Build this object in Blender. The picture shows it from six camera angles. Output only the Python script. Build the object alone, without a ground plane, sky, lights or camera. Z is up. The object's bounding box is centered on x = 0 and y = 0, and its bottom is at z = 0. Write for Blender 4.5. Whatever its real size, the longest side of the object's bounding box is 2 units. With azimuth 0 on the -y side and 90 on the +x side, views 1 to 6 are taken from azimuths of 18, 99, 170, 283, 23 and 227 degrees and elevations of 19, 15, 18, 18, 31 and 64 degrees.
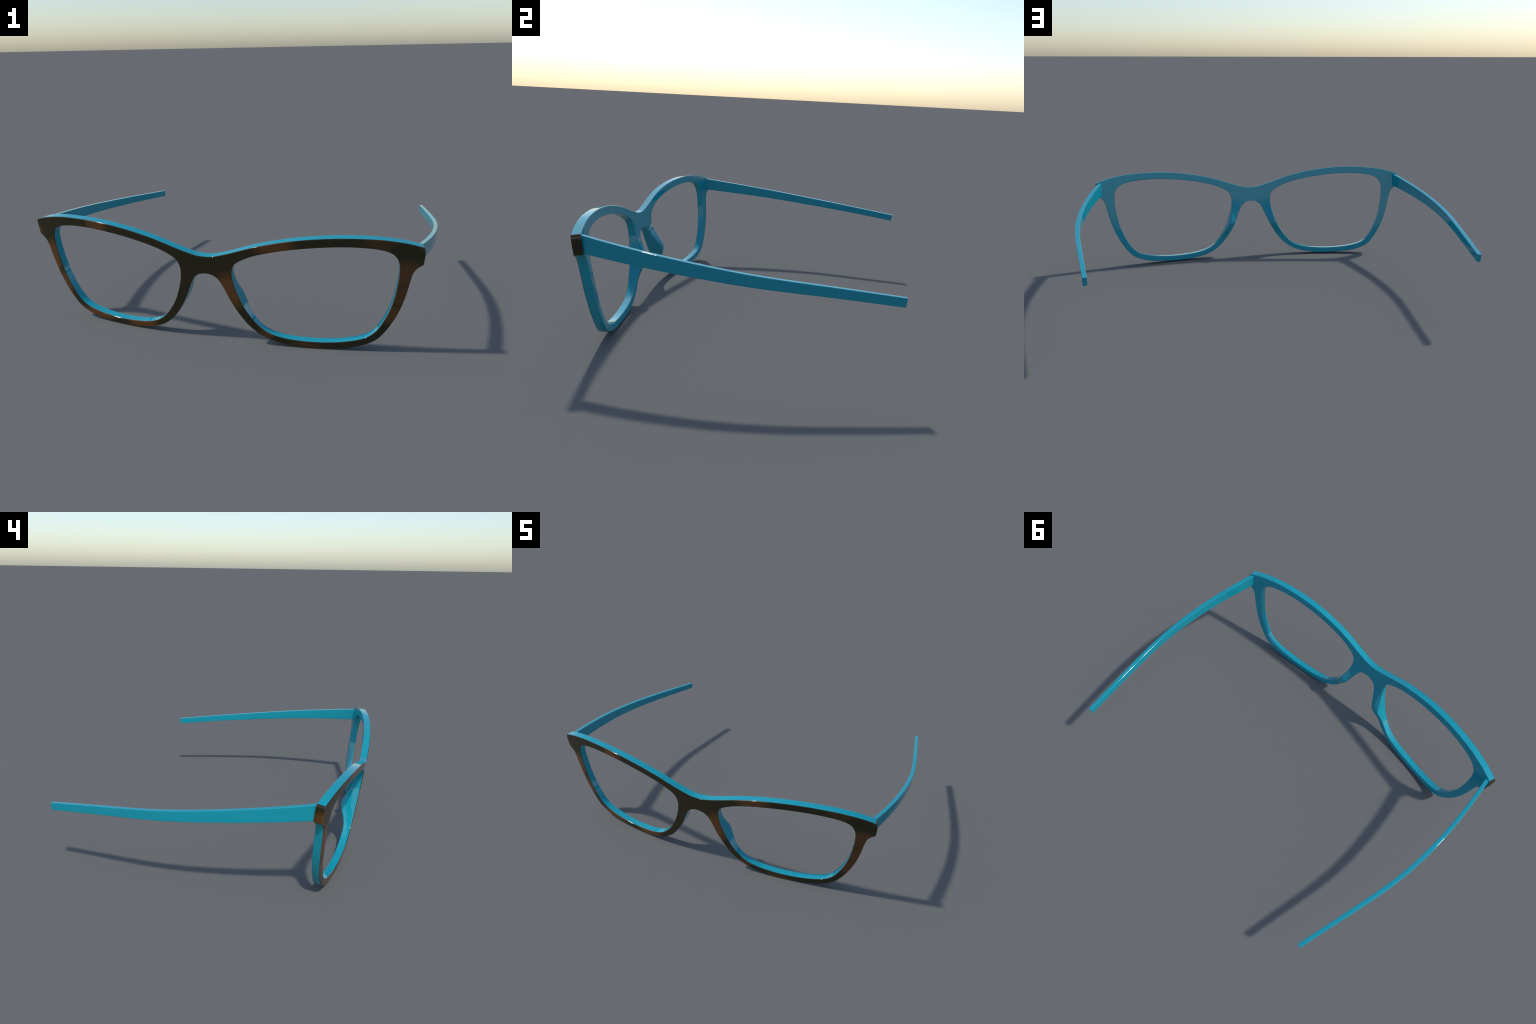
"""Acetate spectacle frame: a bent, tilted plate with two lens openings, tortoise
front lamination, teal body with moulded nose pads, and two bowed temples."""
import bpy, bmesh, math
import numpy as np
from mathutils import Vector

# ------------------------------------------------------------------ helpers
def catmull(points, closed, per_seg):
    """Centripetal-free Catmull-Rom through control points."""
    p = np.array(points, float)
    n = len(p)
    out = []
    segs = n if closed else n - 1
    for i in range(segs):
        if closed:
            a, b, c, d = p[(i - 1) % n], p[i], p[(i + 1) % n], p[(i + 2) % n]
        else:
            b, c = p[i], p[i + 1]
            a = p[i - 1] if i > 0 else 2 * b - c
            d = p[i + 2] if i + 2 < n else 2 * c - b
        for k in range(per_seg):
            t = k / per_seg
            out.append(0.5 * ((2 * b) + (c - a) * t + (2 * a - 5 * b + 4 * c - d) * t * t
                              + (3 * b - a - 3 * c + d) * t ** 3))
    if not closed:
        out.append(p[-1])
    return np.array(out)

def natural_spline(k, v, y):
    k = np.array(k, float); v = np.array(v, float); n = len(k); h = np.diff(k)
    A = np.eye(n); b = np.zeros(n)
    for i in range(1, n - 1):
        A[i, i - 1:i + 2] = [h[i - 1], 2 * (h[i - 1] + h[i]), h[i]]
        b[i] = 6 * ((v[i + 1] - v[i]) / h[i] - (v[i] - v[i - 1]) / h[i - 1])
    A[0, :3] = [h[1], -(h[0] + h[1]), h[0]]
    m = np.linalg.solve(A, b)
    i = np.clip(np.searchsorted(k, y) - 1, 0, n - 2)
    t = y - k[i]; H = h[i]
    return (v[i] + t * ((v[i + 1] - v[i]) / H - H * (2 * m[i] + m[i + 1]) / 6)
            + m[i] / 2 * t ** 2 + (m[i + 1] - m[i]) / (6 * H) * t ** 3)

def smooth_pts(p, closed, passes=2):
    p = p.copy()
    for _ in range(passes):
        if closed:
            p = 0.25 * np.roll(p, 1, 0) + 0.5 * p + 0.25 * np.roll(p, -1, 0)
        else:
            q = p.copy(); q[1:-1] = 0.25 * p[:-2] + 0.5 * p[1:-1] + 0.25 * p[2:]; p = q
    return p

# ------------------------------------------------------------------ frame plate
TILT = math.atan(0.13873)              # pantoscopic tilt of the front
CT, ST = math.cos(TILT), math.sin(TILT)
DEPTH0, BOW = -0.6462, 0.137           # front plane offset and face-form curvature
H_SHIFT = 0.0981
THICK = 0.0405

def plate(x, h, t):
    """Point of the bent plate: across x, up the tilted plane h, depth t behind the front."""
    slope = 2 * BOW * x
    n = 1 / np.sqrt(1 + slope ** 2)
    d = DEPTH0 + BOW * x ** 2 + t * n
    H = h + H_SHIFT
    return np.stack([x - t * slope * n, d * CT - H * ST, H * CT + d * ST], -1)

PAD_Q = np.linspace(-0.06, 0.32, 160)
PAD_T = np.interp(PAD_Q, [-0.01, 0.02, 0.05, 0.08, 0.11, 0.14, 0.18, 0.23, 0.27],
                  [0.0, 0.002, 0.010, 0.026, 0.041, 0.0465, 0.030, 0.008, 0.0])
PAD_T = smooth_pts(PAD_T[:, None], False, 30)[:, 0]     # soften the pad's crest and foot

def back_depth(x, h):
    """Plate thickness with the nose pad swelling on the nasal limb."""
    q = 0.9 * h - 0.4 * np.abs(x)
    t = np.interp(q, PAD_Q, PAD_T)
    side = np.clip((0.30 - np.abs(x)) / 0.05, 0, 1)
    return THICK + t * side

# half outline (x >= 0): brow line, end piece, lower rim, nose arch
BROW = [(0, .4355), (.04, .4385), (.08, .4485), (.13, .4635), (.18, .480), (.24, .499), (.30, .514), (.37, .5285),
        (.46, .5415), (.545, .5485), (.62, .5510), (.70, .549), (.78, .5435), (.86, .5305), (.91, .518), (.9535, .5040)]
TIP = [(.9535, .5040), (.9585, .5005), (.9618, .4930), (.9630, .470), (.9615, .443), (.9590, .424), (.9570, .4200)]
LOWER = [(.9570, .4200), (.938, .4085), (.921, .3885), (.9115, .355), (.9025, .312), (.893, .268), (.880, .223), (.8635, .178),
         (.842, .133), (.817, .091), (.790, .055), (.765, .033), (.728, .0145), (.675, -.001), (.61, -.0090), (.52, -.0124),
         (.46, -.0119), (.40, -.0066), (.344, .003), (.297, .0165), (.25, .040), (.21, .0705), (.1725, .113), (.140, .162),
         (.1155, .207), (.0970, .248), (.0775, .293), (.059, .325), (.034, .3435), (.012, .3490), (0, .3495)]
OPENING = [(.126, .345), (.128, .374), (.1385, .402), (.156, .4185), (.185, .435), (.222, .4515), (.27, .4665), (.33, .4808),
           (.40, .4935), (.49, .5045), (.58, .5105), (.66, .5108), (.73, .5055), (.78, .497), (.815, .486), (.842, .467),
           (.858, .438), (.8632, .405), (.8615, .355), (.855, .303), (.845, .248), (.8295, .196), (.8095, .148), (.784, .101),
           (.757, .0695), (.727, .0495), (.685, .0355), (.62, .0240), (.54, .0185), (.46, .0195), (.38, .0270), (.32, .040),
           (.277, .059), (.245, .084), (.208, .127), (.172, .187), (.148, .248), (.133, .297)]
CENTRE = np.array([.49, .27])

def angle_of(p):
    return np.arctan2(p[..., 1] - CENTRE[1], p[..., 0] - CENTRE[0])

def build_half_rows():
    def res(seg, mirror_ends):
        c = catmull(seg, False, 14)
        L = np.r_[0, np.cumsum(np.hypot(*np.diff(c, axis=0).T))]
        n = max(6, int(L[-1] / 0.0065))
        t = np.linspace(0, L[-1], n + 1)
        return np.stack([np.interp(t, L, c[:, 0]), np.interp(t, L, c[:, 1])], 1)
    # symmetric extension keeps the tangent level at the bridge
    brow = res([(-x, h) for x, h in BROW[2:0:-1]] + BROW, True)
    brow = brow[brow[:, 0] > 1e-4]; brow = np.vstack([[0, BROW[0][1]], brow])
    tip_c = catmull(TIP, False, 6)
    low = res(LOWER + [(-x, h) for x, h in LOWER[-2:-4:-1]], True)
    low = low[low[:, 0] > 1e-4]; low = np.vstack([low, [0, LOWER[-1][1]]])
    brow[1:] = smooth_pts(brow, False, 3)[1:]; low = smooth_pts(low, False, 3)
    mid = np.stack([np.zeros(10), np.linspace(LOWER[-1][1], BROW[0][1], 11)[1:]], 1)[:-1]
    outer = np.vstack([brow, tip_c[1:], low[1:], mid])
    nb, nt, nl = len(brow), len(tip_c) - 1, len(low) - 1
    kind = np.array([0] * nb + [1] * nt + [0] * nl + [2] * len(mid))
    kind[nb - 1] = 1
    # inward normals of the outline (mirrored neighbours at the bridge)
    nxt = np.roll(outer, -1, 0); prv = np.roll(outer, 1, 0)
    iA, iB = 0, nb + nt + nl - 1
    prv[iA] = nxt[iA] * [-1, 1]; nxt[iB] = prv[iB] * [-1, 1]
    tan = nxt - prv; tan /= np.linalg.norm(tan, axis=1, keepdims=True)
    n_out = np.stack([tan[:, 1], -tan[:, 0]], 1)          # clockwise outline: inside on the right
    n_out[kind == 2] = 0
    outer = outer - n_out * GROW
    # opening matched by polar angle about the lens centre
    op = smooth_pts(catmull(OPENING, True, 16), True, 6)
    ang = np.unwrap(angle_of(op)); 
    if ang[-1] < ang[0]: op = op[::-1]; ang = np.unwrap(angle_of(op))
    otan = np.roll(op, -1, 0) - np.roll(op, 1, 0); otan /= np.linalg.norm(otan, axis=1, keepdims=True)
    onor = np.stack([otan[:, 1], -otan[:, 0]], 1)          # counter-clockwise hole: material on the right
    a = angle_of(outer)
    a_ext = np.r_[ang - 2 * np.pi, ang, ang + 2 * np.pi]
    inner = np.stack([np.interp(a, a_ext, np.tile(op[:, k], 3)) for k in (0, 1)], 1)
    n_in = np.stack([np.interp(a, a_ext, np.tile(onor[:, k], 3)) for k in (0, 1)], 1)
    n_in /= np.linalg.norm(n_in, axis=1, keepdims=True)
    inner = inner - n_in * GROW
    return outer, n_out, inner, n_in, kind

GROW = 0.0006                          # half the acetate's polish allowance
R_EDGE, K_ARC, M_FACE, W_WALL = 0.0028, 4, 14, 4

def build_frame():
    outer, n_out, inner, n_in, kind = build_half_rows()
    rows, labels = [], None
    th = np.linspace(0, math.pi / 2, K_ARC + 1)
    for i in range(len(outer)):
        po, no, pi, ni = outer[i], n_out[i], inner[i], n_in[i]
        sec, lab = [], []
        tb_o, tb_i = back_depth(*po), back_depth(*pi)
        rb_i = R_EDGE + 0.26 * max(0, tb_i - THICK)
        rb_o = R_EDGE + 0.36 * max(0, tb_o - THICK)
        def add(p, t, l): sec.append((p[0], p[1], t)); lab.append(l)
        for k in th:                                   # outer front edge, wall -> face
            add(po + no * R_EDGE * (1 - math.cos(k)), R_EDGE * (1 - math.sin(k)), 'F')
        a, b = po + no * R_EDGE, pi + ni * R_EDGE
        for s in np.linspace(0, 1, M_FACE + 1)[1:-1]:
            add(a + (b - a) * s, 0.0, 'F')
        for k in th[::-1]:
            add(pi + ni * R_EDGE * (1 - math.cos(k)), R_EDGE * (1 - math.sin(k)), 'F')
        for s in np.linspace(0, 1, W_WALL + 1)[1:-1]:
            add(pi, R_EDGE + (tb_i - rb_i - R_EDGE) * s, 'W')
        for k in th:
            add(pi + ni * rb_i * (1 - math.cos(k)), tb_i - rb_i * (1 - math.sin(k)), 'B')
        a, b = pi + ni * rb_i, po + no * rb_o
        for s in np.linspace(0, 1, M_FACE + 1)[1:-1]:
            p = a + (b - a) * s
            lin = tb_i + (tb_o - tb_i) * s
            add(p, 0.5 * lin + 0.5 * back_depth(*p), 'B')
        for k in th[::-1]:
            add(po + no * rb_o * (1 - math.cos(k)), tb_o - rb_o * (1 - math.sin(k)), 'B')
        for s in np.linspace(0, 1, W_WALL + 1)[1:-1]:
            add(po, (tb_o - rb_o) + (R_EDGE - tb_o + rb_o) * s, 'O')
        rows.append(sec); labels = lab
    rows = np.array(rows)                              # n x m x 3 (x, h, t)
    n, m = rows.shape[:2]
    co = plate(rows[..., 0], rows[..., 1], rows[..., 2]).reshape(-1, 3)
    bm = bmesh.new()
    for sgn in (1, -1):
        vs = [bm.verts.new((sgn * c[0], c[1], c[2])) for c in co]
        for i in range(n):
            j = (i + 1) % n
            for k in range(m):
                l = (k + 1) % m
                q = [vs[i * m + k], vs[i * m + l], vs[j * m + l], vs[j * m + k]]
                if all(abs(v.co.x) < 1e-5 for v in q):
                    continue
                if sgn < 0: q.reverse()
                f = bm.faces.new(q); f.smooth = True
    bmesh.ops.remove_doubles(bm, verts=bm.verts, dist=2e-5)
    bmesh.ops.dissolve_degenerate(bm, edges=bm.edges, dist=1e-5)
    bmesh.ops.recalc_face_normals(bm, faces=bm.faces)
    me = bpy.data.meshes.new("frame_whole"); bm.to_mesh(me); bm.free()
    return me

# ------------------------------------------------------------------ materials
def new_material(name):
    m = bpy.data.materials.new(name); m.use_nodes = True
    return m, m.node_tree.nodes, m.node_tree.links, m.node_tree.nodes["Principled BSDF"]

def teal_material():
    m, N, L, b = new_material("teal_acetate")
    tc = N.new("ShaderNodeTexCoord"); nz = N.new("ShaderNodeTexNoise")
    nz.inputs["Scale"].default_value = 6.0; nz.inputs["Detail"].default_value = 2.0
    L.new(tc.outputs["Object"], nz.inputs["Vector"])
    r = N.new("ShaderNodeValToRGB")
    r.color_ramp.elements[0].position = 0.3; r.color_ramp.elements[0].color = TEAL_A
    r.color_ramp.elements[1].position = 0.7; r.color_ramp.elements[1].color = TEAL_B
    L.new(nz.outputs["Fac"], r.inputs["Fac"]); L.new(r.outputs["Color"], b.inputs["Base Color"])
    b.inputs["Roughness"].default_value = 0.035
    b.inputs["IOR"].default_value = 1.5
    return m

TEAL_A = (0.0070, 0.280, 0.357, 1)
TEAL_B = (0.0080, 0.290, 0.368, 1)
DARK = (0.0230, 0.0175, 0.0030, 1)
BROWN = (0.125, 0.047, 0.0080, 1)

# tortoise flecks in the front plane: centre x, centre z, radius x, radius z, strength
FLECKS = [(.325, .515, .125, .085, .85), (.78, .560, .085, .065, .35), (.968, .530, .045, .035, .40),
          (.905, .395, .115, .085, .75), (.89, .29, .10, .085, .70), (.85, .195, .085, .072, .72),
          (.275, .058, .050, .050, .60), (.465, .002, .11, .030, .42), (.115, .270, .095, .125, 1.0),
          (-.565, .555, .085, .10, .85), (-.985, .455, .055, .062, 1.0), (-.885, .325, .065, .120, 1.0), (-.850, .175, .050, .10, .85),
          (-.655, .035, .145, .048, 1.0), (-.375, .030, .115, .055, 1.0)]

def tortoise_material():
    m, N, L, b = new_material("tortoise_acetate")
    tc = N.new("ShaderNodeTexCoord")
    nz = N.new("ShaderNodeTexNoise"); nz.inputs["Scale"].default_value = 5.0; nz.inputs["Detail"].default_value = 3.0
    L.new(tc.outputs["Object"], nz.inputs["Vector"])
    off = N.new("ShaderNodeVectorMath"); off.operation = 'MULTIPLY_ADD'
    L.new(nz.outputs["Color"], off.inputs[0]); off.inputs[1].default_value = (.05,) * 3; off.inputs[2].default_value = (-.025,) * 3
    pos = N.new("ShaderNodeVectorMath"); pos.operation = 'ADD'
    L.new(tc.outputs["Object"], pos.inputs[0]); L.new(off.outputs[0], pos.inputs[1])
    acc = None
    for cx, cz, rx, rz, strength in FLECKS:
        mp = N.new("ShaderNodeVectorMath"); mp.operation = 'SUBTRACT'
        L.new(pos.outputs[0], mp.inputs[0]); mp.inputs[1].default_value = (cx, 0, cz)
        sc = N.new("ShaderNodeVectorMath"); sc.operation = 'MULTIPLY'
        L.new(mp.outputs[0], sc.inputs[0]); sc.inputs[1].default_value = (1 / rx, 0, 1 / rz)
        ln = N.new("ShaderNodeVectorMath"); ln.operation = 'LENGTH'; L.new(sc.outputs[0], ln.inputs[0])
        mr = N.new("ShaderNodeMapRange"); mr.interpolation_type = 'SMOOTHSTEP'
        L.new(ln.outputs["Value"], mr.inputs["Value"])
        mr.inputs["From Min"].default_value = 1.0; mr.inputs["From Max"].default_value = 0.35
        mr.inputs["To Max"].default_value = strength
        if acc is None: acc = mr.outputs[0]
        else:
            mx = N.new("ShaderNodeMath"); mx.operation = 'MAXIMUM'
            L.new(acc, mx.inputs[0]); L.new(mr.outputs[0], mx.inputs[1]); acc = mx.outputs[0]
    mix = N.new("ShaderNodeMix"); mix.data_type = 'RGBA'
    L.new(acc, mix.inputs["Factor"]); mix.inputs["A"].default_value = DARK; mix.inputs["B"].default_value = BROWN
    L.new(mix.outputs["Result"], b.inputs["Base Color"])
    b.inputs["Roughness"].default_value = 0.05
    b.inputs["IOR"].default_value = 1.5
    return m

# ------------------------------------------------------------------ assembly
for o in list(bpy.data.objects): bpy.data.objects.remove(o)
coll = bpy.context.scene.collection
root = bpy.data.objects.new("eyeglasses", None); coll.objects.link(root)
root["label"] = "lensless eyeglasses frame with tortoise front and teal temples"
root["category"] = "eyeglasses"
TEAL, TORT = teal_material(), tortoise_material()

def weighted(me):
    """Face-area weighted normals baked into the mesh."""
    o = bpy.data.objects.new("tmp", me); coll.objects.link(o)
    w = o.modifiers.new("w", 'WEIGHTED_NORMAL'); w.weight = 50; w.keep_sharp = False
    dg = bpy.context.evaluated_depsgraph_get()
    r = bpy.data.meshes.new_from_object(o.evaluated_get(dg))
    bpy.data.objects.remove(o)
    return r

def split_part(me, faces, name, mat):
    used = {}; verts = []; polys = []; normals = []
    cn = me.corner_normals
    for fi in faces:
        p = me.polygons[fi]; idx = []
        for li in p.loop_indices:
            v = me.loops[li].vertex_index
            if v not in used: used[v] = len(verts); verts.append(me.vertices[v].co[:])
            idx.append(used[v]); normals.append(cn[li].vector[:])
        polys.append(idx)
    r = bpy.data.meshes.new(name); r.from_pydata(verts, [], polys)
    r.polygons.foreach_set("use_smooth", [True] * len(polys))
    r.materials.append(mat); r.update()
    r.normals_split_custom_set(normals)
    o = bpy.data.objects.new(name, r); coll.objects.link(o); o.parent = root
    return o

whole = weighted(build_frame())
groups = {k: [] for k in ("front", "tipP", "tipN", "rimP", "rimN", "bridge", "padP", "padN")}
for p in whole.polygons:
    c = p.center; x = abs(c.x); s = "P" if c.x > 0 else "N"
    d = c.y * CT + c.z * ST; h = c.z * CT - c.y * ST - H_SHIFT
    slope = 2 * BOW * x; nn = 1 / math.sqrt(1 + slope * slope)
    t = (d - DEPTH0 - BOW * x * x) * nn            # depth behind the front surface
    xf = x + t * slope * nn                        # undo the bend
    if t < R_EDGE * 1.02: groups["front"].append(p.index)
    elif xf > 0.9542 and 0.4195 < h < 0.5045 and abs((Vector(p.normal) @ Vector((0, CT, ST)))) < 0.9 and p.normal.x * c.x > 0.25:
        groups["tip" + s].append(p.index)
    elif xf > 0.9542 and 0.4195 < h < 0.5045 and xf > 0.9595: groups["tip" + s].append(p.index)
    elif x < 0.26 and 0.03 < 0.9 * h - 0.4 * xf < 0.24: groups["pad" + s].append(p.index)
    elif x < 0.10: groups["bridge"].append(p.index)
    else: groups["rim" + s].append(p.index)

front = split_part(whole, groups["front"], "front_lamination", TORT)
for g in ("tipP", "tipN"): split_part(whole, groups[g], "end_piece", TORT)
for g in ("rimP", "rimN"): split_part(whole, groups[g], "rim", TEAL)
split_part(whole, groups["bridge"], "bridge", TEAL)
for g in ("padP", "padN"): split_part(whole, groups[g], "nose_pad", TEAL)

# temples: rounded bar swept along the bowed, slowly falling path
KY = [-.57, -.35, -.10, .15, .40, .714]
def build_temple():
    Y = np.linspace(-.572, .7142, 140)
    xo = natural_spline(KY, [.9412, .9790, .9991, .9900, .9512, .8936], Y)
    zt = natural_spline(KY, [.5250, .4977, .4685, .4397, .4146, .3813], Y)
    hh = np.polyval(np.polyfit([-.57, -.1, .3, .714], [.0735, .0549, .0440, .0380], 3), Y)
    th = np.polyval(np.polyfit([-.57, .08, .714], [.0206, .0226, .0197], 2), Y)
    P = np.stack([xo, Y, zt], 1)
    T = np.gradient(P, axis=0); T /= np.linalg.norm(T, axis=1, keepdims=True)
    up = np.array([0, 0, 1.0])
    side = np.cross(T, up); side /= np.linalg.norm(side, axis=1, keepdims=True)   # outward
    upv = np.cross(side, T)
    bm = bmesh.new(); rings = []
    def ring(i, shift, inset):
        w, h, r = th[i] - 2 * inset, hh[i] - 2 * inset, 0.0030
        c = P[i] - side[i] * th[i] / 2 - upv[i] * hh[i] / 2 + T[i] * shift
        vs = []
        for qx, qy, a0 in ((1, 1, 0), (-1, 1, 90), (-1, -1, 180), (1, -1, 270)):
            for k in range(5):
                a = math.radians(a0 + 90 * k / 4)
                u = qx * (w / 2 - r) + r * math.cos(a); v = qy * (h / 2 - r) + r * math.sin(a)
                vs.append(bm.verts.new(c + side[i] * u + upv[i] * v))
        return vs
    n = len(Y)
    rings = [ring(i, 0, 0) for i in range(n - 1)]
    for k in range(4):
        a = math.pi / 2 * k / 3; e = 0.0012
        rings.append(ring(n - 1, -e + e * math.sin(a), e * (1 - math.cos(a))))
    for a, b in zip(rings[:-1], rings[1:]):
        for k in range(len(a)):
            l = (k + 1) % len(a)
            bm.faces.new((a[k], a[l], b[l], b[k]))
    bm.faces.new(rings[0]); bm.faces.new(rings[-1])
    bmesh.ops.recalc_face_normals(bm, faces=bm.faces)
    for f in bm.faces: f.smooth = True
    me = bpy.data.meshes.new("temple"); bm.to_mesh(me); bm.free()
    me = weighted(me); me.materials.clear(); me.materials.append(TEAL)
    return me
tm = build_temple()
t1 = bpy.data.objects.new("temple", tm); coll.objects.link(t1); t1.parent = root
mm = tm.copy()
for v in mm.vertices: v.co.x *= -1
mm.flip_normals()
bm = bmesh.new(); bm.from_mesh(mm); bmesh.ops.recalc_face_normals(bm, faces=bm.faces)
mm2 = bpy.data.meshes.new("temple"); bm.to_mesh(mm2); bm.free()
mm2 = weighted(mm2); mm2.materials.clear(); mm2.materials.append(TEAL)
t2 = bpy.data.objects.new("temple", mm2); coll.objects.link(t2); t2.parent = root
for mesh in list(bpy.data.meshes):
    if mesh.users == 0: bpy.data.meshes.remove(mesh)
